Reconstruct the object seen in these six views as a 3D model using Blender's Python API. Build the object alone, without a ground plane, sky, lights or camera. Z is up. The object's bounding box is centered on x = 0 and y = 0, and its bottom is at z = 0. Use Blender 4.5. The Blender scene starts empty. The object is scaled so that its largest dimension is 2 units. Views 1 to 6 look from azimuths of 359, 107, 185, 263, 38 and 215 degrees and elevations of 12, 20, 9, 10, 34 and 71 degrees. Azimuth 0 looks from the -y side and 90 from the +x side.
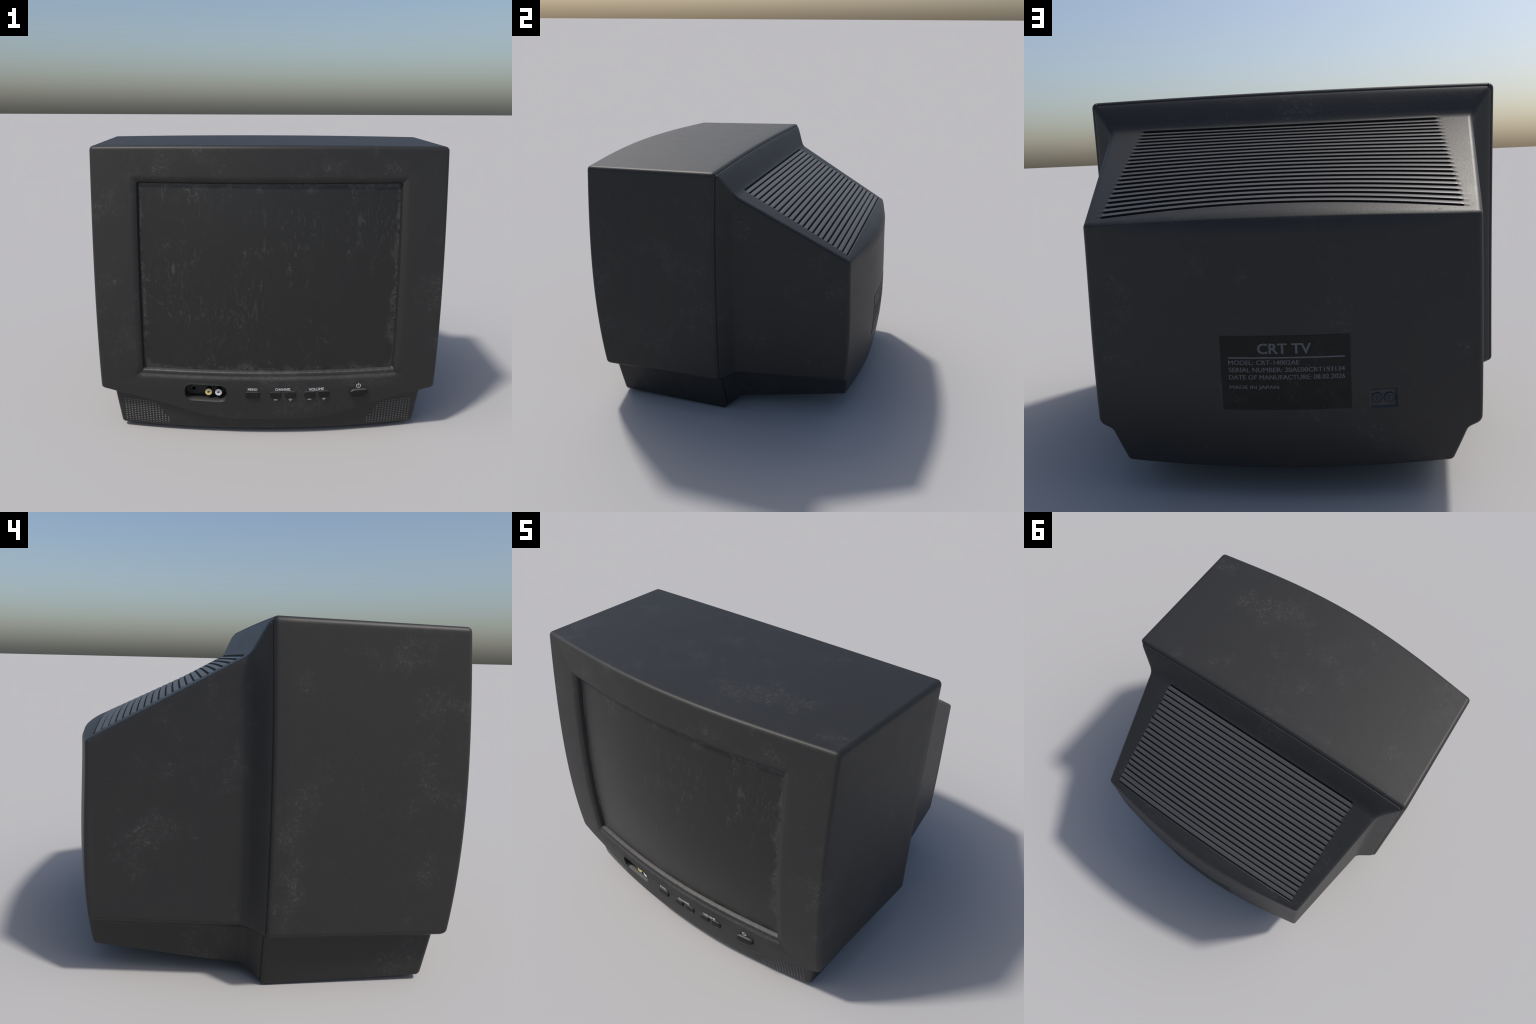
"""An old black cathode-ray television set: one moulded front cabinet with a
sunk screen, and a tapering back shell with a sloping, ribbed vent panel."""
import math
import bpy
import numpy as np

# ------------------------------------------------------------------ helpers
def smooth(a, b, x):
    t = np.clip((np.asarray(x, float) - a) / (b - a), 0, 1)
    return t * t * (3 - 2 * t)


def link(ob, parent=None):
    bpy.context.scene.collection.objects.link(ob)
    if parent is not None:
        ob.parent = parent
    return ob


def mesh_object(name, verts, faces, mat, parent=None, smooth_shade=True, angle=None, normals=None):
    me = bpy.data.meshes.new(name)
    me.from_pydata([tuple(map(float, v)) for v in verts], [], [tuple(map(int, f)) for f in faces])
    me.update()
    me.polygons.foreach_set("use_smooth", [smooth_shade] * len(me.polygons))
    me.materials.append(mat)
    if angle is not None:
        me.set_sharp_from_angle(angle=math.radians(angle))
    if normals is not None:
        me.normals_split_custom_set_from_vertices([tuple(map(float, n)) for n in normals])
    return link(bpy.data.objects.new(name, me), parent)


def vertex_normals(V, F):
    a, b, c, d = (V[F[:, i]] for i in range(4))
    n = np.cross(c - a, d - b)
    out = np.zeros_like(V)
    for i in range(4):
        np.add.at(out, F[:, i], n)
    return out / np.maximum(np.linalg.norm(out, axis=1, keepdims=True), 1e-12)


class Builder:
    """Collects quads; welds nothing by itself, indices are shared by hand."""

    def __init__(self):
        self.V, self.F, self.n = [], [], 0

    def add(self, pts):
        pts = np.asarray(pts, float).reshape(-1, 3)
        self.V.append(pts)
        idx = np.arange(self.n, self.n + len(pts))
        self.n += len(pts)
        return idx

    def bridge(self, a, b, closed=True):
        a, b = np.asarray(a), np.asarray(b)
        a2, b2 = (np.roll(a, -1), np.roll(b, -1)) if closed else (a[1:], b[1:])
        if not closed:
            a, b = a[:-1], b[:-1]
        self.F.append(np.stack([a, a2, b2, b], 1))

    def grid(self, idx):
        self.F.append(np.stack([idx[:-1, :-1], idx[1:, :-1], idx[1:, 1:], idx[:-1, 1:]], -1).reshape(-1, 4))

    def arrays(self):
        return np.concatenate(self.V), np.concatenate(self.F)


# ---------------------------------------------------------------- materials
def nodes_of(name):
    mat = bpy.data.materials.new(name)
    mat.use_nodes = True
    nt = mat.node_tree
    return mat, nt, nt.nodes["Principled BSDF"]


def N(nt, kind, **kw):
    n = nt.nodes.new(kind)
    for k, v in kw.items():
        if k in n.inputs:
            n.inputs[k].default_value = v
        else:
            setattr(n, k, v)
    return n


def noise(nt, vec, scale, detail=4, rough=0.6, dist=0.0):
    n = N(nt, "ShaderNodeTexNoise", Scale=scale, Detail=detail, Roughness=rough, Distortion=dist)
    nt.links.new(vec, n.inputs["Vector"])
    return n.outputs["Fac"]


def step(nt, val, lo, hi):
    m = N(nt, "ShaderNodeMapRange", interpolation_type="SMOOTHSTEP")
    m.inputs["From Min"].default_value, m.inputs["From Max"].default_value = lo, hi
    nt.links.new(val, m.inputs["Value"])
    return m.outputs["Result"]


def math_node(nt, op, a, b=None):
    m = N(nt, "ShaderNodeMath", operation=op)
    for i, v in enumerate((a, b)):
        if v is None:
            continue
        if isinstance(v, (int, float)):
            m.inputs[i].default_value = v
        else:
            nt.links.new(v, m.inputs[i])
    return m.outputs[0]


def mix(nt, fac, a, b):
    m = N(nt, "ShaderNodeMix", data_type="RGBA")
    nt.links.new(fac, m.inputs[0])
    for i, v in ((6, a), (7, b)):
        if isinstance(v, tuple):
            m.inputs[i].default_value = (*v, 1)
        else:
            nt.links.new(v, m.inputs[i])
    return m.outputs[2]


def moved(nt, vec, loc=(0, 0, 0), rot=(0, 0, 0), scale=(1, 1, 1)):
    m = N(nt, "ShaderNodeMapping")
    m.inputs["Location"].default_value = loc
    m.inputs["Rotation"].default_value = rot
    m.inputs["Scale"].default_value = scale
    nt.links.new(vec, m.inputs["Vector"])
    return m.outputs[0]


BASE = (0.0185, 0.0185, 0.0185)
DUST = (0.13, 0.13, 0.128)


def plastic(name, base=BASE, rough=0.5, dust=0.5, grain=0.25, sill=False, spec=0.34, groove=False, lit_top_paint=False):
    """Moulded plastic: fine grain, clouds of pale scuffs and specks of dust."""
    mat, nt, bsdf = nodes_of(name)
    co = N(nt, "ShaderNodeTexCoord").outputs["Object"]
    cloud = step(nt, noise(nt, moved(nt, co, (3.1, 1.7, 0.4)), 3.3, 6, 0.70), 0.52, 0.66)
    flake = step(nt, noise(nt, moved(nt, co, (0.3, 5.1, 2.2)), 70, 9, 0.78, 1.0), 0.51, 0.63)
    spot = step(nt, noise(nt, moved(nt, co, (8.3, 0.1, 4.4)), 110, 2, 0.5), 0.69, 0.74)
    haze = math_node(nt, "ADD", 0.06, math_node(nt, "MULTIPLY", flake, 0.94))
    vein_n = noise(nt, moved(nt, co, (4.4, 2.9, 7.7)), 9, 4, 0.6, 0.8)
    vein = step(nt, math_node(nt, "ABSOLUTE", math_node(nt, "SUBTRACT", vein_n, 0.5)), 0.013, 0.002)
    vein_on = step(nt, noise(nt, moved(nt, co, (1.9, 6.2, 3.3)), 4.2, 3, 0.6), 0.57, 0.68)
    scuff = math_node(nt, "MAXIMUM", math_node(nt, "MULTIPLY", cloud, haze),
                      math_node(nt, "MULTIPLY", math_node(nt, "MULTIPLY", vein, vein_on), math_node(nt, "MULTIPLY", flake, 0.8)))
    allm = math_node(nt, "MAXIMUM", scuff, math_node(nt, "MULTIPLY", spot, 0.45))
    col_noise = noise(nt, co, 1.6, 3, 0.6)
    tone = N(nt, "ShaderNodeMapRange")
    tone.inputs["To Min"].default_value, tone.inputs["To Max"].default_value = 0.9, 1.1
    nt.links.new(col_noise, tone.inputs["Value"])
    scale = N(nt, "ShaderNodeVectorMath", operation="SCALE")
    scale.inputs[0].default_value = base
    nt.links.new(tone.outputs[0], scale.inputs["Scale"])
    col = mix(nt, math_node(nt, "MULTIPLY", allm, dust * 0.75), scale.outputs[0], DUST)
    if sill:
        # dust that settled on the upward-facing sill under the screen
        geo = N(nt, "ShaderNodeNewGeometry")
        sep = N(nt, "ShaderNodeSeparateXYZ")
        nt.links.new(geo.outputs["Normal"], sep.inputs[0])
        pos = N(nt, "ShaderNodeSeparateXYZ")
        nt.links.new(co, pos.inputs[0])
        up = step(nt, sep.outputs["Z"], 0.06, 0.45)
        low = step(nt, pos.outputs["Z"], 0.44, 0.42)
        lowb = step(nt, pos.outputs["Z"], 0.325, 0.345)
        inx = step(nt, math_node(nt, "ABSOLUTE", pos.outputs["X"]), 0.735, 0.715)
        iny = step(nt, pos.outputs["Y"], -0.70, -0.74)
        m = math_node(nt, "MULTIPLY", math_node(nt, "MULTIPLY", up, low), math_node(nt, "MULTIPLY", inx, iny))
        m = math_node(nt, "MULTIPLY", m, lowb)
        steep = step(nt, sep.outputs["Z"], 0.70, 0.95)
        m = math_node(nt, "MULTIPLY", m, math_node(nt, "SUBTRACT", 1.0, math_node(nt, "MULTIPLY", steep, 0.6)))
        fluff = step(nt, noise(nt, moved(nt, co, scale=(1, 1, 1.6)), 34, 6, 0.7), 0.30, 0.62)
        m = math_node(nt, "MULTIPLY", m, math_node(nt, "ADD", math_node(nt, "MULTIPLY", fluff, 0.5), 0.25))
        col = mix(nt, m, col, (0.078, 0.076, 0.073))
    if lit_top_paint:
        geo = N(nt, "ShaderNodeNewGeometry")
        sep = N(nt, "ShaderNodeSeparateXYZ")
        nt.links.new(geo.outputs["Normal"], sep.inputs[0])
        col = mix(nt, step(nt, sep.outputs["Z"], 0.2, 0.6), col, (0.05, 0.05, 0.05))  # light catching the top rim, painted as paler grey by normal
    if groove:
        # shade painted near-black on the louvre backs that face away from the sun
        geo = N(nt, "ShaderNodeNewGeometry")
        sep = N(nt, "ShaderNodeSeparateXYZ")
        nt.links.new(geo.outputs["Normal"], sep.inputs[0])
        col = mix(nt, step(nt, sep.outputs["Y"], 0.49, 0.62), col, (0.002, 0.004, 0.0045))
    nt.links.new(col, bsdf.inputs["Base Color"])
    rv = N(nt, "ShaderNodeMapRange")
    rv.inputs["To Min"].default_value, rv.inputs["To Max"].default_value = rough - 0.04, rough + 0.05
    nt.links.new(noise(nt, co, 9, 4), rv.inputs["Value"])
    nt.links.new(math_node(nt, "ADD", rv.outputs[0], math_node(nt, "MULTIPLY", allm, 0.2)), bsdf.inputs["Roughness"])
    bsdf.inputs["Specular IOR Level"].default_value = spec
    bump = N(nt, "ShaderNodeBump", Strength=grain, Distance=0.002)
    nt.links.new(noise(nt, co, 110, 4, 0.6, 0.4), bump.inputs["Height"])
    nt.links.new(bump.outputs[0], bsdf.inputs["Normal"])
    return mat


def plain(name, base, rough=0.5, metallic=0.0, spec=0.5):
    mat, nt, bsdf = nodes_of(name)
    co = N(nt, "ShaderNodeTexCoord").outputs["Object"]
    f = step(nt, noise(nt, co, 60, 4, 0.65), 0.3, 0.7)
    dark = tuple(c * 0.85 for c in base)
    nt.links.new(mix(nt, f, dark, base), bsdf.inputs["Base Color"])
    bsdf.inputs["Roughness"].default_value = rough
    bsdf.inputs["Metallic"].default_value = metallic
    bsdf.inputs["Specular IOR Level"].default_value = spec
    return mat


def screen_material():
    """Dark picture tube, dull with grime: dust along the edges, smears, streaks."""
    mat, nt, bsdf = nodes_of("dusty_tube_glass")
    L = nt.links
    co = N(nt, "ShaderNodeTexCoord").outputs["Object"]
    pos = N(nt, "ShaderNodeSeparateXYZ")
    L.new(co, pos.inputs[0])
    ax = math_node(nt, "ABSOLUTE", pos.outputs["X"])
    dx = math_node(nt, "SUBTRACT", SCR_X - 0.012, ax)
    dzb = math_node(nt, "SUBTRACT", pos.outputs["Z"], SCR_B + 0.012)
    dzt = math_node(nt, "SUBTRACT", SCR_T - 0.012, pos.outputs["Z"])
    d = math_node(nt, "MINIMUM", dx, math_node(nt, "MINIMUM", dzb, dzt))
    wob = noise(nt, co, 7, 3, 0.6)
    reach = math_node(nt, "MULTIPLY", step(nt, wob, 0.38, 0.72), 0.075)
    frac = math_node(nt, "DIVIDE", d, math_node(nt, "ADD", reach, 0.006))
    rim = step(nt, frac, 1.0, 0.0)
    flake = step(nt, noise(nt, moved(nt, co, scale=(1.0, 1, 0.8)), 40, 8, 0.75, 0.8), 0.36, 0.68)
    edge = math_node(nt, "MULTIPLY", rim, flake)
    # wiped smears: stretched noise, mostly upright, on a patchy mask
    patch = step(nt, noise(nt, moved(nt, co, (2.2, 0, 7.3)), 2.6, 2, 0.5), 0.46, 0.66)
    warped = moved(nt, co, (0.5, 0, 1.2), (0, 0.30, 0), (30, 4, 9))
    smear = step(nt, noise(nt, warped, 1.0, 5, 0.62, 1.6), 0.56, 0.68)
    warped2 = moved(nt, co, (3.5, 0, 5.2), (0, -0.35, 0), (34, 4, 8))
    smear2 = step(nt, noise(nt, warped2, 1.0, 5, 0.6, 1.9), 0.58, 0.69)
    sm = math_node(nt, "MULTIPLY", math_node(nt, "MAXIMUM", smear, smear2), patch)
    curl_n = noise(nt, moved(nt, co, (6.1, 0, 2.4), scale=(1.3, 1, 0.8)), 5.5, 3, 0.55, 0.6)
    curl = step(nt, math_node(nt, "ABSOLUTE", math_node(nt, "SUBTRACT", curl_n, 0.5)), 0.016, 0.003)
    curl_on = step(nt, noise(nt, moved(nt, co, (9.2, 1, 0.7)), 4.5, 3, 0.6), 0.48, 0.60)
    fine = step(nt, noise(nt, moved(nt, co, (2, 2, 5)), 60, 6, 0.7), 0.40, 0.62)
    sm = math_node(nt, "MAXIMUM", sm, math_node(nt, "MULTIPLY", math_node(nt, "MULTIPLY", curl, curl_on), fine))
    speck = step(nt, noise(nt, moved(nt, co, (1, 4, 9)), 130, 3, 0.6), 0.66, 0.74)
    total = math_node(nt, "MAXIMUM", math_node(nt, "MULTIPLY", edge, 0.55),
                      math_node(nt, "MAXIMUM", math_node(nt, "MULTIPLY", sm, 0.27), math_node(nt, "MULTIPLY", speck, 0.25)))
    L.new(mix(nt, total, (0.0125, 0.0127, 0.0125), (0.105, 0.105, 0.102)), bsdf.inputs["Base Color"])
    L.new(math_node(nt, "ADD", 0.38, math_node(nt, "MULTIPLY", total, 0.4)), bsdf.inputs["Roughness"])
    bsdf.inputs["Specular IOR Level"].default_value = 0.38
    return mat


# --------------------------------------------------- outlines of the housing
def fillet(points, radii, arc_n=6):
    """Corner arcs of a polyline: returns [start arcs] as lists of points."""
    arcs = []
    for i in range(1, len(points) - 1):
        p, a, b = (np.array(q, float) for q in (points[i], points[i - 1], points[i + 1]))
        ua, ub = (a - p) / np.linalg.norm(a - p), (b - p) / np.linalg.norm(b - p)
        half = math.acos(np.clip(ua @ ub, -1, 1)) / 2
        r = radii[i - 1]
        t = r / math.tan(half)
        c = p + (ua + ub) / np.linalg.norm(ua + ub) * r / math.sin(half)
        s, e = p + ua * t - c, p + ub * t - c
        ang = math.acos(np.clip(s @ e / (r * r), -1, 1))
        ks = np.linspace(0, 1, arc_n + 1)
        arcs.append([c + (math.sin((1 - k) * ang) * s + math.sin(k * ang) * e) / math.sin(ang) for k in ks])
    return arcs


ARC = 7


def side_profile(k, side_fracs, foot_n=12, ledge_n=4):
    """Right-hand edge of a section, top to bottom: top corner, flat side,
    ledge, sloping foot, bottom corner. Same count for every section."""
    pts = [(0, k["zt"]), (k["X"], k["zt"]), (k["X"], k["zl"]), (k["Xi"], k["zi"]), (k["Xf"], k["zb"]), (0, k["zb"])]
    a = fillet(pts, (k["rt"], k["rl"], k["ri"], k["rb"]), ARC)
    rows = list(a[0])
    s, e = a[0][-1], a[1][0]
    rows += [s + (e - s) * f for f in side_fracs[1:-1]]
    i_side = (ARC, ARC + len(side_fracs) - 1)
    rows += list(a[1])
    s, e = a[1][-1], a[2][0]
    rows += [s + (e - s) * f for f in np.linspace(0, 1, ledge_n + 1)[1:-1]]
    rows += list(a[2])
    i_foot = len(rows) - 1
    s, e = a[2][-1], a[3][0]
    rows += [s + (e - s) * f for f in np.linspace(0, 1, foot_n + 1)[1:-1]]
    rows += list(a[3])
    return np.array(rows), i_side, i_foot


def ring_of(grid):
    """Border of a grid (rows, cols, ...) as one closed loop."""
    return np.concatenate([grid[0, :-1], grid[:-1, -1], grid[-1, :0:-1], grid[:0:-1, 0]])


def dist_to_loop(P, loop):
    a, b = loop, np.roll(loop, -1, axis=0)
    best = np.full(len(P), 1e9)
    for p0, p1 in zip(a, b):
        e = p1 - p0
        t = np.clip(((P - p0) @ e) / max(e @ e, 1e-12), 0, 1)
        q = P - p0 - t[:, None] * e
        best = np.minimum(best, q[:, 0] ** 2 + q[:, 1] ** 2)
    return np.sqrt(best)


def round_over(d, r):
    x = np.clip(1 - d / r, 0, 1)
    return r * (1 - np.sqrt(np.clip(1 - x * x, 0, 1)))


def loop_normals(loop):
    """Inward normals of a closed loop in the x-z plane."""
    t = np.roll(loop, -1, axis=0) - np.roll(loop, 1, axis=0)
    n = np.stack([-t[:, 1], t[:, 0]], 1)
    n /= np.maximum(np.linalg.norm(n, axis=1, keepdims=True), 1e-9)
    area = np.sum(loop[:, 0] * np.roll(loop[:, 1], -1) - np.roll(loop[:, 0], -1) * loop[:, 1])
    return n if area > 0 else -n


# ------------------------------------------------------- surfaces of the set
FRONT_FIT = np.polyfit([1.63, 1.333, 1.028, 0.614, 0.40, 0.295, 0.10],
                       [0.813, 0.835, 0.846, 0.838, 0.815, 0.800, 0.762], 4)
REAR_FIT = np.polyfit([1.13, 0.96, 0.84, 0.75, 0.32, 0.143], [0.835, 0.842, 0.845, 0.846, 0.838, 0.806], 3)
BULGE = 0.098
FRONT_SHIFT, REAR_SHIFT = 0.010, -0.003


def y_front(x, z):
    q = (np.asarray(x) / 0.96) ** 2
    return -(FRONT_SHIFT + np.polyval(FRONT_FIT, z) + BULGE - BULGE * (1.25 * q - 0.25 * q * q))


def y_foot(x, z):
    q = (np.asarray(x) / 0.87) ** 2
    return -(0.824 - BULGE * q + (0.2 + 0.15 * (1 - q)) * (np.asarray(z) - 0.02))


def y_rear(x, z):
    q = (np.asarray(x) / 0.775) ** 2
    return REAR_SHIFT + np.polyval(REAR_FIT, z) + 0.094 * (1 - (1.2 * q - 0.2 * q * q))


def rear_round(x, z):
    """Edge rounding of the back wall: tight at the bottom, generous at the top."""
    z = np.asarray(z)
    q = np.clip(1 - (np.asarray(x) / 0.78) ** 2, 0, 1)
    return 0.014 + 0.007 * smooth(0.25, 0.55, z) + 0.034 * q * smooth(0.95, 1.10, z)


def smile(x):
    """Height of the curved crease above the speaker band."""
    return 0.105 + 0.142 * smooth(0.17, 0.91, np.abs(x))


SCR_X, SCR_B, SCR_T = 0.716, 0.402, 1.472
GLASS = 0.041


def bezel_depth(x, z):
    """How far the front sinks around and inside the screen opening."""
    d = np.minimum(np.minimum(SCR_X - np.abs(x), z - SCR_B), SCR_T - z)
    r = 0.016
    qx, qz = np.abs(x) - (SCR_X - r), np.abs(z - (SCR_B + SCR_T) / 2) - ((SCR_T - SCR_B) / 2 - r)
    sd = r - np.hypot(np.maximum(qx, 0), np.maximum(qz, 0)) - np.minimum(np.maximum(qx, qz), 0)
    d = d + (np.minimum(sd, d) - d) * smooth(0.0, 0.008, d)
    below = smooth(0, 0.03, SCR_B - z + 0.004) * (np.abs(x) < 2)
    wide = 0.036 + 0.022 * below
    deep = 0.013 + 0.011 * below
    out = deep * np.clip(1 + d / wide, 0, 1) ** 2
    out = out + 0.008 * np.clip(1 + d / 0.21, 0, 1) ** 2 * smooth(0.29, 0.35, z) * (d <= 0)
    deep = deep + 0.008
    inn = (0.058 - deep) * np.clip(d / 0.015, 0, 1) ** 1.2 + deep
    return np.where(d <= 0, out, np.maximum(inn, out))


JACK_C, JACK_W, JACK_H = (-0.358, 0.2755), 0.120, 0.0530


def jack_outline(n=96):
    """Long octagon-like slot: straight top and bottom, chamfered round ends."""
    a = np.linspace(0, 2 * np.pi, n, endpoint=False)
    p = 0.62
    cx = np.sign(np.cos(a)) * np.abs(np.cos(a)) ** p * JACK_H
    cz = np.sign(np.sin(a)) * np.abs(np.sin(a)) ** 0.8 * JACK_H
    x = cx + np.sign(np.cos(a)) * (JACK_W - JACK_H)
    tilt = -0.03 * (x)
    return np.stack([JACK_C[0] + x, JACK_C[1] + cz + tilt], 1)


def inside_poly(P, poly):
    a, b = poly, np.roll(poly, -1, axis=0)
    res = np.zeros(len(P), bool)
    for p, q in zip(a, b):
        cond = (p[1] > P[:, 1]) != (q[1] > P[:, 1])
        xs = (q[0] - p[0]) * (P[:, 1] - p[1]) / (q[1] - p[1] + 1e-15) + p[0]
        res ^= cond & (P[:, 0] < xs)
    return res


def nearest_on_loop(P, loop):
    a, b = loop, np.roll(loop, -1, axis=0)
    best, out = np.full(len(P), 1e9), P.copy()
    for p0, p1 in zip(a, b):
        e = p1 - p0
        t = np.clip(((P - p0) @ e) / max(e @ e, 1e-12), 0, 1)
        q = p0 + t[:, None] * e
        d = np.sum((P - q) ** 2, 1)
        m = d < best
        best[m], out[m] = d[m], q[m]
    return out


def spaced(breaks):
    """Sorted sample positions from (start, end, step) spans."""
    out = []
    for a, b, s in breaks:
        out += list(np.linspace(a, b, max(1, round(abs(b - a) / s)) + 1))
    out = np.array(sorted(set(np.round(out, 6))))
    return out[np.concatenate([[True], np.diff(out) > 1e-5])]


# ------------------------------------------------------------- front cabinet
def build_cabinet(root, mat):
    key_front = dict(X=0.966, zt=1.658, zl=0.272, Xi=0.897, zi=0.246, Xf=0.868, zb=0.021, rt=0.024, rl=0.030, ri=0.022, rb=0.020)
    key_rear = dict(X=1.0, zt=1.680, zl=0.296, Xi=0.948, zi=0.272, Xf=0.866, zb=0.0, rt=0.028, rl=0.026, ri=0.020, rb=0.020)
    arch = 0.008
    zs = spaced([(1.634, 1.51, 0.016), (1.51, 1.474, 0.004), (1.474, 1.452, 0.0016), (1.452, 0.43, 0.014),
                 (0.43, 0.402, 0.0022), (0.402, 0.30, 0.0018)])[::-1]
    fr = (zs[0] - zs) / (zs[0] - zs[-1])
    prof, i_side, i_foot = side_profile(key_front, fr)
    xe, ze = prof[:, 0], prof[:, 1]
    nv = len(ze)
    half = spaced([(0, 0.70, 0.0075), (0.66, 0.700, 0.003), (0.700, 0.7175, 0.0015), (0.7175, 0.75, 0.004), (0.75, 0.93, 0.012), (0.93, 0.945, 0.004)])
    r = 0.020
    edge = 0.966 - r * (1 - np.cos(np.linspace(np.pi / 2, 0, 9)))
    half = np.concatenate([half[half < edge[0] - 0.001], edge])
    u = np.concatenate([-half[:0:-1], half]) / 0.966
    U, XE = np.meshgrid(u, xe)
    X = U * XE
    ZE = np.repeat(ze[:, None], len(u), 1)
    # arch of the top
    Z = ZE + arch * (1 - U ** 2) * smooth(1.50, 1.62, ZE)
    # rows below the screen bend to follow the smile crease
    i0 = int(np.argmin(np.abs(ze - SCR_B + 0.002)))
    band0, band1 = i_side[1], i_foot          # rows of the step
    S = smile(X)
    edge_w = smooth(0.86, 1.0, np.abs(U))
    mid_edge = 0.5 * (ze[band0] + ze[band1])
    for v in range(i0, nv):
        if v <= band0:
            f = (ze[i0] - ze[v]) / (ze[i0] - ze[band0])
            inner = ze[i0] + (S[v] + 0.012 - ze[i0]) * f
        elif v <= band1:
            f = (v - band0) / (band1 - band0)
            inner = S[v] + 0.012 - 0.024 * f
        else:
            f = (ze[band1] - ze[v]) / (ze[band1] - ze[-1])
            inner = S[v] - 0.012 + (ze[-1] - S[v] + 0.012) * f
        Z[v] = inner * (1 - edge_w[v]) + ze[v] * edge_w[v]
    low = np.zeros(nv)
    low[band0:band1 + 1] = smooth(0.1, 0.9, np.linspace(0, 1, band1 - band0 + 1))
    low[band1:] = 1
    LOW = low[:, None]
    Y = y_front(X, Z) * (1 - LOW) + y_foot(X, Z) * LOW
    Y = Y + bezel_depth(X, Z) * (ze[:, None] > 0.29)
    loop2 = ring_of(np.stack([X, Z], -1))
    D = dist_to_loop(np.stack([X, Z], -1).reshape(-1, 2), loop2).reshape(X.shape)
    Y = Y + round_over(D, r)
    # slot for the front sockets: drop the faces inside, pull the rim onto the outline
    outline = jack_outline()
    P2 = np.stack([X, Z], -1).reshape(-1, 2)
    near = (np.abs(P2[:, 0] - JACK_C[0]) < 0.2) & (np.abs(P2[:, 1] - JACK_C[1]) < 0.1)
    ins = np.zeros(len(P2), bool)
    ins[near] = inside_poly(P2[near], outline)
    B = Builder()
    idx = B.add(np.stack([X, Y, Z], -1)).reshape(X.shape)
    B.grid(idx)
    F = B.F.pop()
    keep = ~np.any(ins[F], axis=1)
    cut_pts = np.unique(F[~keep])
    F = F[keep]
    rim = np.intersect1d(cut_pts, np.unique(F))
    snapped = nearest_on_loop(P2[rim], outline)
    V0 = B.V[0]
    V0[rim, 0], V0[rim, 2] = snapped[:, 0], snapped[:, 1]
    V0[rim, 1] = y_front(snapped[:, 0], snapped[:, 1])
    B.F.append(F)
    # walls back to the seam
    ring = ring_of(idx)
    front = np.concatenate(B.V)[ring]
    rear_prof, _, _ = side_profile(key_rear, fr)
    RX = u[None, :] * rear_prof[:, :1]
    RZ = np.repeat(rear_prof[:, 1:], len(u), 1) + arch * 1.2 * (1 - U ** 2) * smooth(1.50, 1.62, ZE)
    rear2 = ring_of(np.stack([RX, RZ], -1))
    seam = seam_y(rear2)
    last = ring
    r2 = 0.022
    for t in np.linspace(0, 1, 15)[1:]:
        p = np.empty_like(front)
        p[:, [0, 2]] = front[:, [0, 2]] * (1 - t) + rear2 * t
        p[:, 1] = front[:, 1] * (1 - t) + (seam - r2) * t
        nxt = B.add(p)
        B.bridge(last, nxt)
        last = nxt
    inw = loop_normals(rear2)
    for a in np.linspace(0, np.pi / 2, 6)[1:]:
        p2 = rear2 + inw * r2 * 0.8 * (1 - np.cos(a))
        nxt = B.add(np.stack([p2[:, 0], seam - r2 + r2 * np.sin(a), p2[:, 1]], 1))
        B.bridge(last, nxt)
        last = nxt
    for k, off in ((0.024, 0.0), (0.024, -0.03), (0.08, -0.03)):
        p2 = rear2 + inw * k
        if k > 0.05:
            p2 = np.stack([rear2[:, 0] * 0.9, 0.84 + (rear2[:, 1] - 0.84) * 0.9], 1)
        nxt = B.add(np.stack([p2[:, 0], seam + off, p2[:, 1]], 1))
        B.bridge(last, nxt)
        last = nxt
    V, F = B.arrays()
    used = np.unique(F)
    remap = np.zeros(len(V), int)
    remap[used] = np.arange(len(used))
    ob = mesh_object("front_cabinet", V[used], remap[F], mat, root)
    return ob, rear2, inw, fr, u


def seam_y(p2):
    return 0.043 - 0.014 * (1 - np.clip(np.abs(p2[:, 1] - 0.95) / 0.75, 0, 1) ** 2) - 0.013 * (1 - np.clip(p2[:, 0] / 0.98, -1, 1) ** 2) * smooth(1.5, 1.64, p2[:, 1])


# ---------------------------------------------------------------- back shell
SLOPE_Y0, SLOPE_Z0, SLOPE = 0.125, 1.521, 0.536
VENT_Y = (0.117, 0.797)
GROOVES = 22
VENT_X = 0.712
PITCH = (VENT_Y[1] - VENT_Y[0]) / (GROOVES - 0.5)


BOW = 0.030


def bow_at(x):
    return 1 - np.minimum(1, (np.asarray(x) / 0.757) ** 2)


def slope_z(y):
    return SLOPE_Z0 - SLOPE * (np.asarray(y) - SLOPE_Y0)


def vent_phase(y):
    """0 on the first ridge; whole numbers are groove bottoms."""
    return (y - VENT_Y[0]) / PITCH + 0.5


def groove_depth(x, y):
    ph = vent_phase(y)
    # louvre section: a top that rises towards the back, then a steep drop
    f = np.mod(ph + 0.11, 1.0)
    fall = 0.23
    drop = 0.5 + 0.5 * np.cos(np.pi * np.clip(f / fall, 0, 1))
    rise = np.sin(0.5 * np.pi * np.clip((f - fall) / (1 - fall), 0, 1)) ** 0.85
    height = np.where(f < fall, drop, rise)
    on = smooth(0.55, 0.85, ph) * smooth(GROOVES + 0.45, GROOVES + 0.12, ph)
    ends = smooth(VENT_X + 0.020, VENT_X - 0.012, np.abs(x))
    return (0.0040 - 0.0054 * height) * on * ends


def lerp_keys(a, b, t):
    return {k: a[k] * (1 - t) + b[k] * t for k in a}


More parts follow.
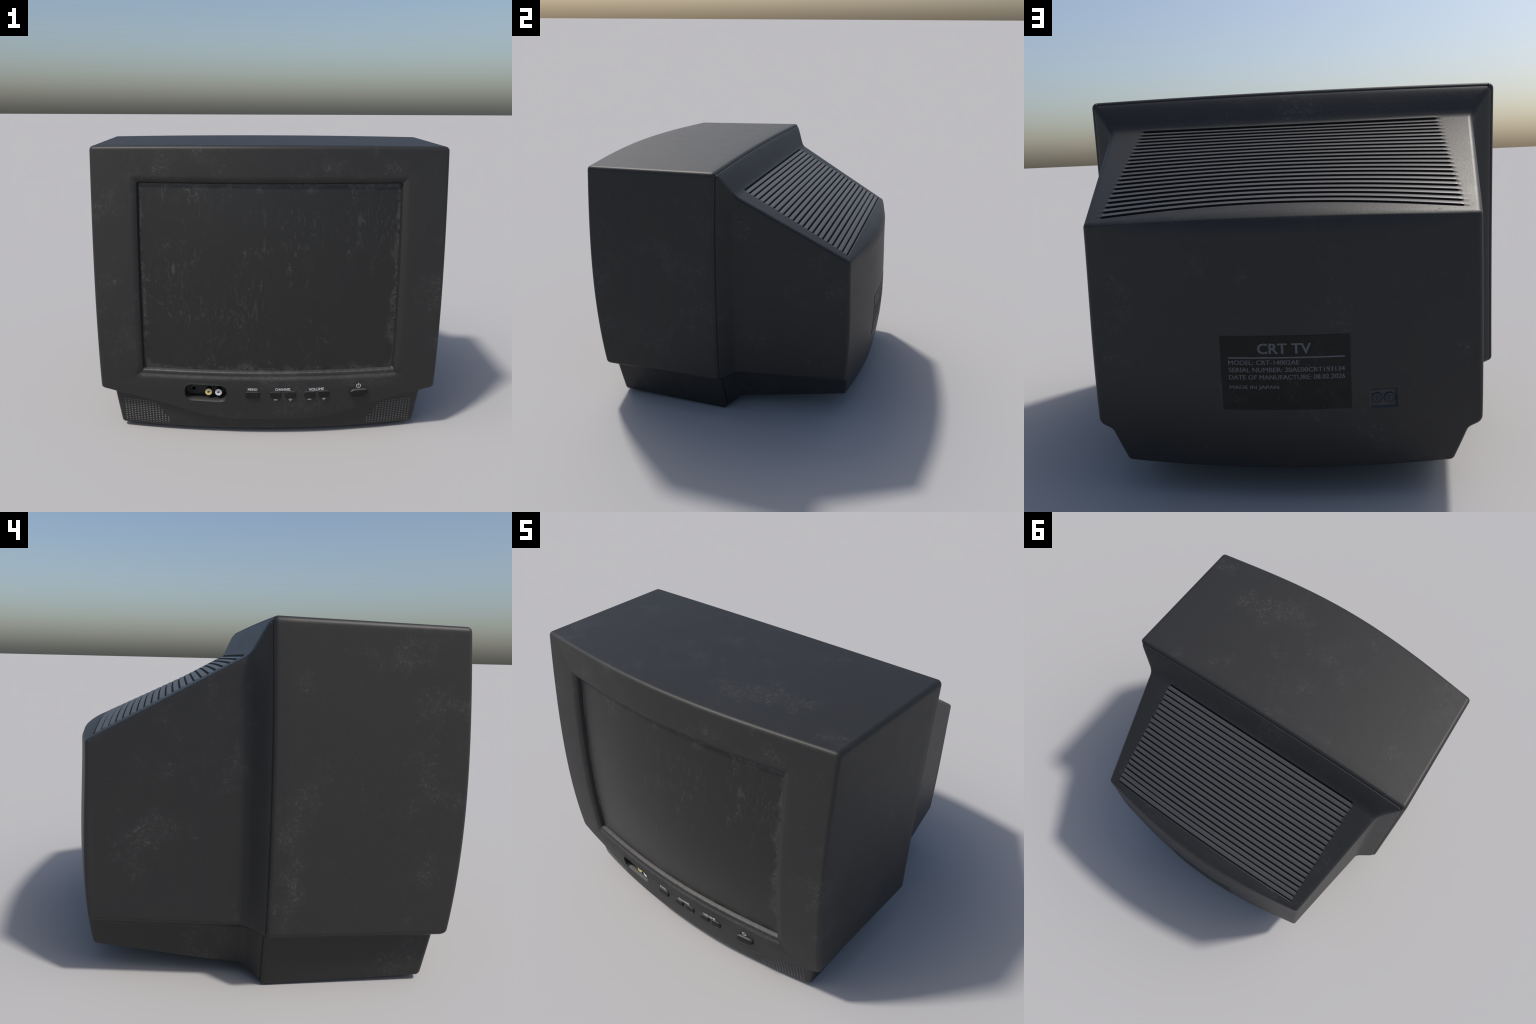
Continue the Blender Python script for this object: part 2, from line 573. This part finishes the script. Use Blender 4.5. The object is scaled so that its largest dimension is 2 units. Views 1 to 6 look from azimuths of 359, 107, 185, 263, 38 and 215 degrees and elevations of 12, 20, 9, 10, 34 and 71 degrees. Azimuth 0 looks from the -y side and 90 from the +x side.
def build_shell(root, mat, mat_slat, mat_gap, seam_loop, seam_in, fr_cabinet):
    s0 = dict(arch=0.0096, X=0.9815, zt=1.6615, zl=0.300, Xi=0.930, zi=0.274, Xf=0.850, zb=0.020, rt=0.022, rl=0.024, ri=0.020, rb=0.018)
    s1 = dict(arch=0.0, X=0.880, zt=1.521, zl=0.302, Xi=0.830, zi=0.277, Xf=0.772, zb=0.060, rt=0.022, rl=0.034, ri=0.032, rb=0.020)
    s2 = dict(arch=0.0, X=0.781, zt=1.146, zl=0.304, Xi=0.724, zi=0.280, Xf=0.668, zb=0.138, rt=0.024, rl=0.034, ri=0.032, rb=0.022)
    AVX, AVZ = (-0.445, -0.336), (0.397, 0.468)
    zrows = spaced([(1.126, 0.49, 0.03), (0.49, 0.468, 0.022), (0.468, 0.397, 0.0142), (0.397, 0.345, 0.0173)])[::-1]
    fr = (zrows[0] - zrows) / (zrows[0] - zrows[-1])
    r = 0.026
    xs = spaced([(0, 0.336, 0.0112), (0.336, 0.445, 0.0109), (0.445, 0.68, 0.0118), (0.68, 0.735, 0.0028)])
    edge = 0.781 - r * (1 - np.cos(np.linspace(np.pi / 2, 0, 9)))
    half = np.concatenate([xs, edge])
    half = spaced([(h, h, 1) for h in half])
    u = np.concatenate([-half[:0:-1], half]) / 0.781
    U = None
    ywave = []

    def section(keys):
        prof, i_side, i_foot = side_profile(keys, fr, foot_n=8)
        X = u[None, :] * prof[:, :1]
        Z = np.repeat(prof[:, 1:], len(u), 1)
        Z = Z + keys["arch"] * (1 - u[None, :] ** 2) * smooth(keys["zt"] - 0.16, keys["zt"] - 0.02, Z)
        return X, Z

    def loop_of(keys):
        X, Z = section(keys)
        return ring_of(np.stack([X, Z], -1))

    # rear ring first: its depth follows the bulging rear wall
    XR, ZR = section(s2)
    ringR = ring_of(np.stack([XR, ZR], -1))
    nv, nu = XR.shape
    y_edge_R = y_rear(ringR[:, 0], ringR[:, 1]) - rear_round(ringR[:, 0], ringR[:, 1])
    zt_end = s2["zt"]
    y_side = float(y_edge_R[0])
    y_top = y_edge_R[:nu]
    z_end = 0.026 * bow_at(ringR[:nu, 0])
    topw_grid = np.clip((ZR - 0.75) / (ZR[0, 0] - 0.75), 0, 1) ** 2
    ringR = ringR + np.stack([np.zeros(len(ringR)), ring_of(topw_grid * z_end[None, :])], 1)
    B = Builder()
    # tucked-in lip and shoulder
    loop0 = loop_of(s0)
    seam0 = seam_y(loop0) + 0.004
    in0 = loop_normals(loop0)
    lip = [(-0.035, 0.002), (0.002, 0.0), (0.004, 0.0012)]
    last = None
    rings = []
    for off, inset in lip:
        p2 = loop0 + in0 * inset
        rings.append(np.stack([p2[:, 0], seam0 + off, p2[:, 1]], 1))
    shoulder = [(0.046, 0.0), (0.052, 0.06), (0.062, 0.20), (0.076, 0.41), (0.090, 0.61), (0.100, 0.74), (0.107, 0.83),
                (0.113, 0.89), (0.118, 0.93), (0.124, 0.962), (0.131, 0.985), (0.140, 1.0)]
    y_corner = y_side

    def panel(P):
        """Bend one row of the sloping panel: it bows back and up in the middle,
        ruled between the straight shoulder and the bulging rear edge."""
        P = P.copy()
        y = P[:, 1]
        bent = y + BOW * bow_at(P[:, 0]) * np.maximum(y - SLOPE_Y0, 0)
        a = SLOPE_Z0 - zt_end - z_end
        flat = (SLOPE_Z0 - zt_end) * np.maximum(y - SLOPE_Y0, 0) / (y_side - SLOPE_Y0)
        run = np.maximum(bent - SLOPE_Y0, 0)
        ruled = a * run / (y_top - SLOPE_Y0)
        P[:, 1] = bent
        P[:, 2] += flat - ruled
        return P


    def straight(y):
        t = (y - SLOPE_Y0) / (y_corner - SLOPE_Y0)
        k = lerp_keys(s1, s2, t)
        k["zt"] = SLOPE_Z0 + (zt_end - SLOPE_Z0) * (y - SLOPE_Y0) / (y_side - SLOPE_Y0)
        return k

    shoulder_y = spaced([(0.046, 0.116, 0.005), (0.116, 0.140, PITCH / 18)])
    shoulder_f = np.interp(shoulder_y, [a for a, _ in shoulder], [b for _, b in shoulder])
    for y, f in zip(shoulder_y, shoulder_f):
        p2 = loop_of(lerp_keys(s0, straight(y), f))
        yy = y + (seam0 - 0.043) * (1 - f)
        rings.append(np.stack([p2[:, 0], np.full(len(p2), y) if np.isscalar(yy) else yy, p2[:, 1]], 1))
    n_rest = int((VENT_Y[1] + 0.0075 - 0.140) / PITCH * 18)
    for y in np.linspace(0.140, VENT_Y[1] + 0.0075, n_rest)[1:]:
        p2 = loop_of(straight(y))
        rings.append(np.stack([p2[:, 0], np.full(len(p2), y), p2[:, 1]], 1))
    y_end = VENT_Y[1] + 0.0075
    pe = rings[-1].copy()
    pe[:nu] = panel(pe[:nu])
    for t in np.linspace(0, 1, 9)[1:]:
        p2 = pe[:, [0, 2]] * (1 - t) + ringR * t
        rings.append(np.stack([p2[:, 0], pe[:, 1] * (1 - t) + y_edge_R * t, p2[:, 1]], 1))
    # crown of the sloping panel and its grooves act on the top row of each ring
    top = slice(0, nu)
    nrm = np.array([0, SLOPE, 1]) / math.hypot(1, SLOPE)
    for R in rings:
        x, y = R[top, 0], R[top, 1]
        if y.max() > 0.10 and y.max() < y_end + 1e-5:
            depth = groove_depth(x, y)
            R[top] = panel(R[top])
            R[top] -= depth[:, None] * nrm
    idx = []
    for R in rings:
        nxt = B.add(R)
        if idx:
            B.bridge(idx[-1], nxt)
        idx.append(nxt)
    # rear wall grid, its border is the last ring
    Z = ZR + topw_grid * z_end[None, :]
    loopR = ring_of(np.stack([XR, Z], -1))
    D = dist_to_loop(np.stack([XR, Z], -1).reshape(-1, 2), loopR).reshape(XR.shape)
    RR = rear_round(XR, Z)
    mid = nu // 2
    AVZ = tuple(float(Z[int(np.argmin(np.abs(Z[:, mid] - q))), mid]) for q in AVZ)
    AVX = tuple(float(XR[nv // 2, int(np.argmin(np.abs(XR[nv // 2] - q)))]) for q in AVX)
    d_top = Z[:1, :] - Z
    w_top = np.clip(1 - (d_top - D) / 0.008, 0, 1) * (Z > 0.9)
    soft = RR * np.clip(1 - D / (1.07 * RR), 0, 1) ** 2      # meets the slope without a kink
    Y = y_rear(XR, Z) - (round_over(D, RR) * (1 - w_top) + soft * w_top)
    wall = np.stack([XR, Y, Z], -1)
    gi = np.full((nv, nu), -1)
    inner = wall[1:-1, 1:-1]
    gi[1:-1, 1:-1] = B.add(inner).reshape(nv - 2, nu - 2)
    last = idx[-1]
    n1, n2 = nu - 1, nv - 1
    gi[0, :-1] = last[:n1]
    gi[:-1, -1] = last[n1:n1 + n2]
    gi[-1, :0:-1] = last[n1 + n2:2 * n1 + n2]
    gi[:0:-1, 0] = last[2 * n1 + n2:]
    B.grid(gi[::-1])
    V, F = B.arrays()
    # square hole for the rear sockets (grid lines run along its edges)
    c = V[F].mean(1)
    hole = (c[:, 1] > 0.86) & (c[:, 0] > AVX[0]) & (c[:, 0] < AVX[1]) & (c[:, 2] > AVZ[0]) & (c[:, 2] < AVZ[1])
    F, c = F[~hole], c[~hole]
    nrmv = vertex_normals(V, F)
    # each ridge of the vent is a part of its own
    b = BOW * bow_at(c[:, 0])
    yc = np.where(c[:, 1] > SLOPE_Y0, (c[:, 1] + SLOPE_Y0 * b) / (1 + b), c[:, 1])
    ph = vent_phase(yc)
    on_slope = (np.abs(c[:, 0]) < VENT_X) & (c[:, 2] > slope_z(c[:, 1]) - 0.035) & (yc < y_end)
    f = np.mod(ph + 0.11, 1.0)
    row = np.floor(ph + 0.11)
    in_vent = on_slope & (row >= 1) & (row <= GROOVES)
    gap = in_vent & (f > 0.02) & (f < 0.27)
    which = np.where(in_vent & ~gap & (row < GROOVES), row, 0).astype(int)
    which[gap] = -1

    def piece(name, mask, m, parent):
        f = F[mask]
        used = np.unique(f)
        remap = np.zeros(len(V), int)
        remap[used] = np.arange(len(used))
        return mesh_object(name, V[used], remap[f], m, parent, normals=nrmv[used])

    shell = piece("back_shell", which == 0, mat, root)
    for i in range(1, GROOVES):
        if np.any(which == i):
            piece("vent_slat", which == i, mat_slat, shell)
    gaps = piece("vent_gaps", which == -1, mat_gap, shell)
    gaps["kind"] = "stuff"
    return shell, AVX, AVZ


# ------------------------------------------------------------- smaller parts
def block(name, w, h, depth, r, bev, mat, parent, loc, normal_y=-1, tilt=0.0, sink=0.01, surf=None):
    """Rounded push button: rounded-rectangle outline, soft front edge."""
    corner = [(sx * (w / 2 - r), sz * (h / 2 - r), a0) for sx, sz, a0 in ((1, 1, 0), (-1, 1, 90), (-1, -1, 180), (1, -1, 270))]
    base = []
    for cx, cz, a0 in corner:
        for a in np.linspace(a0, a0 + 90, 7):
            base.append((cx, cz, math.cos(math.radians(a)), math.sin(math.radians(a))))
    base = np.array(base)
    B = Builder()
    prev = None
    levels = [(-sink, 0.0), (depth - bev, 0.0)] + [(depth - bev + bev * math.sin(a), bev * (1 - math.cos(a))) for a in np.linspace(0, np.pi / 2, 6)[1:]]
    levels += [(depth, bev + 0.25 * min(w, h) * 0.5)]
    for out, inset in levels:
        rr = max(r - inset, 0.0004)
        x = base[:, 0] * (w / 2 - max(inset, r) if False else 1) + base[:, 2] * rr
        z = base[:, 1] + base[:, 3] * rr
        if inset > r:
            k = (w / 2 - inset) / (w / 2 - r), (h / 2 - inset) / (h / 2 - r)
            x, z = base[:, 0] * max(k[0], 0.05) + base[:, 2] * rr, base[:, 1] * max(k[1], 0.05) + base[:, 3] * rr
        X, Z = loc[0] + x, loc[2] + z + tilt * x
        y = (surf(X, Z) if surf is not None else loc[1]) + normal_y * out
        if surf is not None and out > 0:
            y = surf(X, np.full_like(Z, loc[2])) + normal_y * out
        nxt = B.add(np.stack([X, y + 0 * X, Z], 1))
        if prev is not None:
            B.bridge(prev, nxt) if normal_y < 0 else B.bridge(nxt, prev)
        prev = nxt
    V, F = B.arrays()
    faces = [tuple(f) for f in F] + [tuple(prev if normal_y < 0 else prev[::-1])]
    return mesh_object(name, V, faces, mat, parent, angle=50)


def lathe(name, profile, mat, parent, loc, direction=-1, n=32, angle=35):
    """Turned part along y: profile is (radius, out) pairs."""
    B = Builder()
    prev = None
    a = np.linspace(0, 2 * np.pi, n, endpoint=False)
    for rad, out in profile:
        nxt = B.add(np.stack([loc[0] + rad * np.cos(a), np.full(n, loc[1] + direction * out), loc[2] + rad * np.sin(a)], 1))
        if prev is not None:
            B.bridge(prev, nxt) if direction < 0 else B.bridge(nxt, prev)
        prev = nxt
    V, F = B.arrays()
    faces = [tuple(f) for f in F] + [tuple(prev if direction < 0 else prev[::-1])]
    return mesh_object(name, V, faces, mat, parent, angle=angle)


def text_part(name, body, box, surf, side, mat, parent, bold=0.0, proud=0.0012, skew=0.0):
    """Raised lettering fitted to the box (x at left, x at right, z low, z high) on a surface."""
    cu = bpy.data.curves.new(name, "FONT")
    cu.body = body
    cu.size = 1.0
    cu.extrude = 0.01
    cu.resolution_u = 3
    tmp = link(bpy.data.objects.new(name + "_source", cu))
    bpy.context.view_layer.update()
    me = bpy.data.meshes.new_from_object(tmp.evaluated_get(bpy.context.evaluated_depsgraph_get()))
    bpy.data.objects.remove(tmp)
    bpy.data.curves.remove(cu)
    co = np.array([v.co[:] for v in me.vertices])
    faces = [tuple(p.vertices) for p in me.polygons]
    bpy.data.meshes.remove(me)
    lo, hi = co.min(0), co.max(0)
    fx, fz = (co[:, 0] - lo[0]) / (hi[0] - lo[0]), (co[:, 1] - lo[1]) / (hi[1] - lo[1])
    width, height = box[1] - box[0], box[3] - box[2]
    V, F = [], []
    for k, (sx, sz) in enumerate(((-1, -1), (1, -1), (-1, 1), (1, 1)) if bold else ((0, 0),)):
        ex, ez = bold * abs(height) * np.sign(width), bold * height * 0.5
        x = box[0] + ex + (width - 2 * ex) * fx + sx * ex
        z = box[2] + ez + (height - 2 * ez) * fz + sz * ez + skew * (fx - 0.5)
        y = surf(x, z) + side * np.where(co[:, 2] > 0, proud + k * 0.00012, -0.001)
        F += [tuple(i + k * len(co) for i in f) for f in faces]
        V.append(np.stack([x, y, z], 1))
    return mesh_object(name, np.concatenate(V), F, mat, parent, smooth_shade=False)


def plate(name, x0, x1, z0, z1, surf, side, mat, parent, proud=0.002, n=24, m=12):
    """Thin stuck-on plate that follows the surface, with real edges."""
    B = Builder()
    xs, zs = np.linspace(x0, x1, n), np.linspace(z0, z1, m)
    X, Z = np.meshgrid(xs, zs)
    a = B.add(np.stack([X, surf(X, Z) + side * proud, Z], -1)).reshape(m, n)
    b = B.add(np.stack([X, surf(X, Z) - side * 0.002, Z], -1)).reshape(m, n)
    B.grid(a)
    B.grid(b[:, ::-1])
    B.bridge(ring_of(b), ring_of(a))
    V, F = B.arrays()
    ob = mesh_object(name, V, F, mat, parent, angle=40)
    import bmesh
    bm = bmesh.new()
    bm.from_mesh(ob.data)
    bmesh.ops.recalc_face_normals(bm, faces=bm.faces)
    bm.to_mesh(ob.data)
    bm.free()
    return ob


def ring_mark(name, cx, cz, r0, r1, surf, mat, parent, proud=0.0012):
    """Power sign: broken ring with an upright bar in the gap."""
    B = Builder()

    def strip(inner, outer):
        k = len(inner)
        loops = []
        for y_off in (proud, -0.001):
            pts = np.concatenate([inner, outer])
            loops.append(B.add(np.stack([pts[:, 0], surf(pts[:, 0], pts[:, 1]) - y_off, pts[:, 1]], 1)).reshape(2, k))
        B.grid(loops[0])
        B.grid(loops[1][::-1])
        B.bridge(ring_of(loops[1]), ring_of(loops[0]))

    a = np.radians(np.linspace(90 + 32, 450 - 32, 40))
    d = np.stack([np.cos(a), np.sin(a)], 1)
    strip(np.array([cx, cz]) + d * r0, np.array([cx, cz]) + d * r1)
    hw = (r1 - r0) / 2
    zz = np.linspace(cz + 0.0005, cz + r1 + 0.0035, 3)
    strip(np.stack([np.full(3, cx - hw), zz], 1), np.stack([np.full(3, cx + hw), zz], 1))
    V, F = B.arrays()
    ob = mesh_object(name, V, F, mat, parent, smooth_shade=False)
    import bmesh
    bm = bmesh.new()
    bm.from_mesh(ob.data)
    bmesh.ops.recalc_face_normals(bm, faces=bm.faces)
    bm.to_mesh(ob.data)
    bm.free()
    return ob


# ------------------------------------------------------------------ assembly
body_mat = plastic("black_moulded_plastic", sill=True)
shell_mat = plastic("black_shell_plastic", dust=0.5, rough=0.48)
slat_mat = plastic("ribbed_vent_plastic", base=(0.046, 0.046, 0.046), rough=0.42, dust=0.3, grain=0.08, spec=0.55, groove=True)  # base lightened beyond the shell's for the sunlit ridge tops
gap_mat = plastic("shade_painted_vent_gap", base=(0.0035, 0.0035, 0.004), rough=0.7, dust=0.1, grain=0.05, spec=0.10)  # base blackened to draw the shadow lines between slats
button_mat = plastic("button_plastic", base=(0.007, 0.007, 0.007), rough=0.42, dust=0.2, grain=0.1, spec=0.22, lit_top_paint=True)
recess_mat = plastic("socket_recess_plastic", base=(0.024, 0.024, 0.024), rough=0.5, dust=0.3)
rear_mat = plastic("rear_socket_plastic", base=(0.026, 0.030, 0.037), rough=0.40, dust=0.4)  # blue tint bakes in sky light on the recess floor
print_mat = plain("white_print", (0.42, 0.43, 0.44), 0.6)
label_mat = plastic("label_foil", base=(0.0045, 0.0045, 0.0045), rough=0.5, dust=0.4, grain=0.05, spec=0.26)
label_ink = plain("grey_label_print", (0.085, 0.087, 0.095), 0.6)
yellow_mat = plain("yellow_socket_plastic", (0.62, 0.50, 0.20), 0.4)
white_mat = plain("white_socket_plastic", (0.62, 0.62, 0.62), 0.4)
socket_mat = plain("dark_socket_plastic", (0.03, 0.03, 0.032), 0.45)
metal_mat = plain("socket_metal", (0.55, 0.55, 0.55), 0.3, 1.0)
dot_mat = plain("pale_grille_plastic", (0.14, 0.14, 0.14), 0.6)
glass_mat = screen_material()

root = bpy.data.objects.new("television", None)
link(root)
root["label"] = "old black tube television set with dusty convex screen"
root["category"] = "television"

cabinet, seam_loop, seam_in, fr_cab, u_cab = build_cabinet(root, body_mat)
shell, AVX, AVZ = build_shell(root, shell_mat, slat_mat, gap_mat, seam_loop, seam_in, fr_cab)

# picture tube: a convex pane with thickness, its rim hidden in the bezel
B = Builder()
gx, gz = np.linspace(-SCR_X + 0.004, SCR_X - 0.004, 90), np.linspace(SCR_B + 0.004, SCR_T - 0.004, 70)
X, Z = np.meshgrid(gx, gz)
sag = 0.020 * (1 - (X / SCR_X) ** 2) * (1 - ((Z - 0.937) / 0.535) ** 2)
Yg = y_front(X, Z) + GLASS - sag
a = B.add(np.stack([X, Yg, Z], -1)).reshape(X.shape)
b = B.add(np.stack([X, Yg + 0.03, Z], -1)).reshape(X.shape)
B.grid(a[::-1])
B.grid(b)
B.bridge(ring_of(a), ring_of(b))
V, F = B.arrays()
mesh_object("screen", V, F, glass_mat, root, angle=50)

# ---- front sockets in their slot
outl = jack_outline(160)
ctr = np.array([JACK_C[0], JACK_C[1]])
B = Builder()
prev = None
for grow, lift, out in ((1.045, 0, -0.0002), (1.035, 0, 0.0012), (1.0, 0, 0.0008), (0.985, 0.002, -0.003), (0.97, 0.007, -0.012), (0.95, 0.012, -0.03), (0.94, 0.014, -0.055)):
    p = ctr + (outl - ctr) * np.array([1 + (grow - 1) * 0.5, grow])
    p[:, 1] += lift * smooth(0.0, -0.045, p[:, 1] - ctr[1])
    y = y_front(p[:, 0], p[:, 1]) - out
    if out < -0.05:
        y = np.full(len(p), -0.815)
    nxt = B.add(np.stack([p[:, 0], y, p[:, 1]], 1))
    if prev is not None:
        B.bridge(prev, nxt)
    prev = nxt
V, F = B.arrays()
slot = mesh_object("socket_recess", V, [tuple(f) for f in F] + [tuple(prev)], recess_mat, cabinet, angle=55)


def socket(name, x, z, front, mat, r=0.0200):
    base_y = -0.815
    out = base_y - front
    tube = lathe(name, [(r * 1.25, 0), (r * 1.25, 0.004), (r * 1.2, 0.006), (r * 0.9, 0.007), (r * 0.9, out - 0.006)], socket_mat, slot, (x, base_y, z), n=24)
    lathe("socket_collar", [(r * 0.9, out - 0.007), (r, out - 0.006), (r, out - 0.001), (r * 0.95, out), (r * 0.42, out), (r * 0.36, out - 0.003), (r * 0.34, out - 0.016)],
          mat, tube, (x, base_y, z), n=10)
    lathe("socket_contact", [(r * 0.335, out - 0.016), (r * 0.335, out - 0.0035), (r * 0.26, out - 0.003), (r * 0.22, out - 0.012), (r * 0.1, out - 0.013)],
          metal_mat, tube, (x, base_y, z), n=20)
    return tube


socket("video_socket", -0.3425, 0.2755, -0.871, yellow_mat)
socket("audio_socket", -0.2855, 0.2755, -0.877, white_mat)
lathe("headphone_socket", [(0.024, 0), (0.024, 0.004), (0.021, 0.006), (0.014, 0.006), (0.012, 0.003), (0.010, 0.003), (0.009, -0.0)],
      recess_mat, slot, (-0.43, -0.815, 0.276), n=28)

# ---- push buttons and their legends
for bx, bz, bw, bh, dep in ((-0.0925, 0.2725, 0.078, 0.040, 0.008), (0.0385, 0.2735, 0.058, 0.040, 0.008), (0.122, 0.2735, 0.060, 0.040, 0.008),
                            (0.2335, 0.2710, 0.059, 0.041, 0.008), (0.315, 0.2730, 0.059, 0.041, 0.008)):
    block("button", bw, bh, dep, 0.009, 0.004, button_mat, cabinet, (bx, 0, bz), surf=y_front, tilt=0.04 * bx)
block("power_button", 0.104, 0.049, 0.017, 0.022, 0.010, button_mat, cabinet, (0.515, 0, 0.2735), surf=y_front, tilt=0.05)

text_part("lettering", "MENU", (-0.119, -0.066, 0.299, 0.3145), y_front, -1, print_mat, cabinet, 0.055)
text_part("lettering", "CHANNEL", (0.035, 0.125, 0.299, 0.3145), y_front, -1, print_mat, cabinet, 0.055, skew=0.001)
text_part("lettering", "VOLUME", (0.226, 0.313, 0.2955, 0.3125), y_front, -1, print_mat, cabinet, 0.055, skew=0.003)


def sign(plus, cx, cz):
    name = "plus_sign" if plus else "minus_sign"
    body = "+" if plus else "-"
    s = 0.0105 if plus else 0.0100
    text_part(name, body, (cx - s, cx + s, cz - (s if plus else 0.0035), cz + (s if plus else 0.0035)), y_front, -1, print_mat, cabinet, 0.05 if plus else 0.0)


sign(False, 0.039, 0.2395)
sign(True, 0.1225, 0.2395)
sign(False, 0.232, 0.2395)
sign(True, 0.315, 0.2410)
ring_mark("power_symbol", 0.512, 0.316, 0.0095, 0.0142, y_front, print_mat, cabinet)

# ---- speaker grilles: rows of small pale raised dots, cut off along the smile
def grille(side):
    B = Builder()
    cols = np.linspace(0.836, 0.583, 15)
    rows = np.linspace(0.191, 0.045, 12)
    lat, lon = 4, 10
    for cx in cols:
        limit = np.interp(cx, [0.575, 0.60, 0.618, 0.636, 0.66, 0.69, 0.84], [0.090, 0.108, 0.143, 0.172, 0.190, 0.200, 0.200])
        for rz in rows:
            if rz > limit:
                continue
            size = 1.0 if 0.05 < rz < limit - 0.008 else 0.72
            x0 = side * cx
            prev = None
            for k in range(lat):
                th = math.pi / 2 * k / (lat - 1) * 0.92
                a = np.linspace(0, 2 * np.pi, lon, endpoint=False) * (1 if True else 0)
                x = x0 + 0.0052 * size * math.cos(th) * np.cos(a)
                z = rz + 0.0032 * size * math.cos(th) * np.sin(a)
                y = y_foot(x, z) - 0.0026 * math.sin(th) + 0.0004
                nxt = B.add(np.stack([x, y, z], 1))
                if prev is not None:
                    B.bridge(prev, nxt)
                prev = nxt
    V, F = B.arrays()
    ob = mesh_object("speaker_grille", V, F, dot_mat, cabinet)
    ob["kind"] = "stuff"


grille(-1)
grille(1)

# ---- rating label on the back
label = plate("rating_label", 0.234, -0.2665, 0.401, 0.698, y_rear, 1, label_mat, shell, 0.0018)


def y_label(x, z):
    return y_rear(x, z) + 0.0018


plate("label_rule", 0.204, -0.2445, 0.6095, 0.6155, y_label, 1, label_ink, label, 0.0008, 24, 2)
for body, x0, x1, z0, z1 in (("CRT TV", 0.089, -0.118, 0.6275, 0.669), ("MODEL: CRT-14002AE", 0.204, -0.072, 0.5845, 0.6030),
                             ("SERIAL NUMBER: 20AE00CRT193134", 0.204, -0.2440, 0.5555, 0.5740),
                             ("DATE OF MANUFACTURE: 08.02.2026", 0.204, -0.2440, 0.5258, 0.5443), ("MADE IN JAPAN", 0.204, 0.010, 0.4835, 0.5020)):
    text_part("label_lettering", body, (x0, x1, z0, z1), y_label, 1, label_ink, label, 0.035, proud=0.0008)

# ---- rear sockets in a square recess
x0, x1, z0, z1 = AVX[0], AVX[1], AVZ[0], AVZ[1]
corners = np.array([(x0, z0), (x1, z0), (x1, z1), (x0, z1)])
rim = np.concatenate([np.linspace(corners[i], corners[(i + 1) % 4], 8, endpoint=False) for i in range(4)])
B = Builder()
prev = None
for inset, dep in ((0.0, 0.0), (0.0015, 0.0015), (0.009, 0.009)):
    c = np.array([(x0 + x1) / 2, (z0 + z1) / 2])
    p = c + (rim - c) * (1 - inset / 0.045)
    y = y_rear(p[:, 0], p[:, 1]) - dep
    nxt = B.add(np.stack([p[:, 0], y, p[:, 1]], 1))
    if prev is not None:
        B.bridge(nxt, prev)
    prev = nxt
V, F = B.arrays()
rear_slot = mesh_object("rear_socket_recess", V, [tuple(f[::-1]) for f in F] + [tuple(prev[::-1])], rear_mat, shell, angle=40)
for cx in (-0.364, -0.4115):
    cz = 0.4345
    by = float(y_rear(cx, cz)) - 0.0095
    t = lathe("rear_socket", [(0.0215, 0), (0.0215, 0.004), (0.019, 0.0075), (0.0165, 0.0075), (0.015, 0.005), (0.0085, 0.005), (0.0085, 0.008),
                              (0.0065, 0.009), (0.004, 0.009), (0.0035, 0.005)], rear_mat, rear_slot, (cx, by, cz), direction=1, n=28)
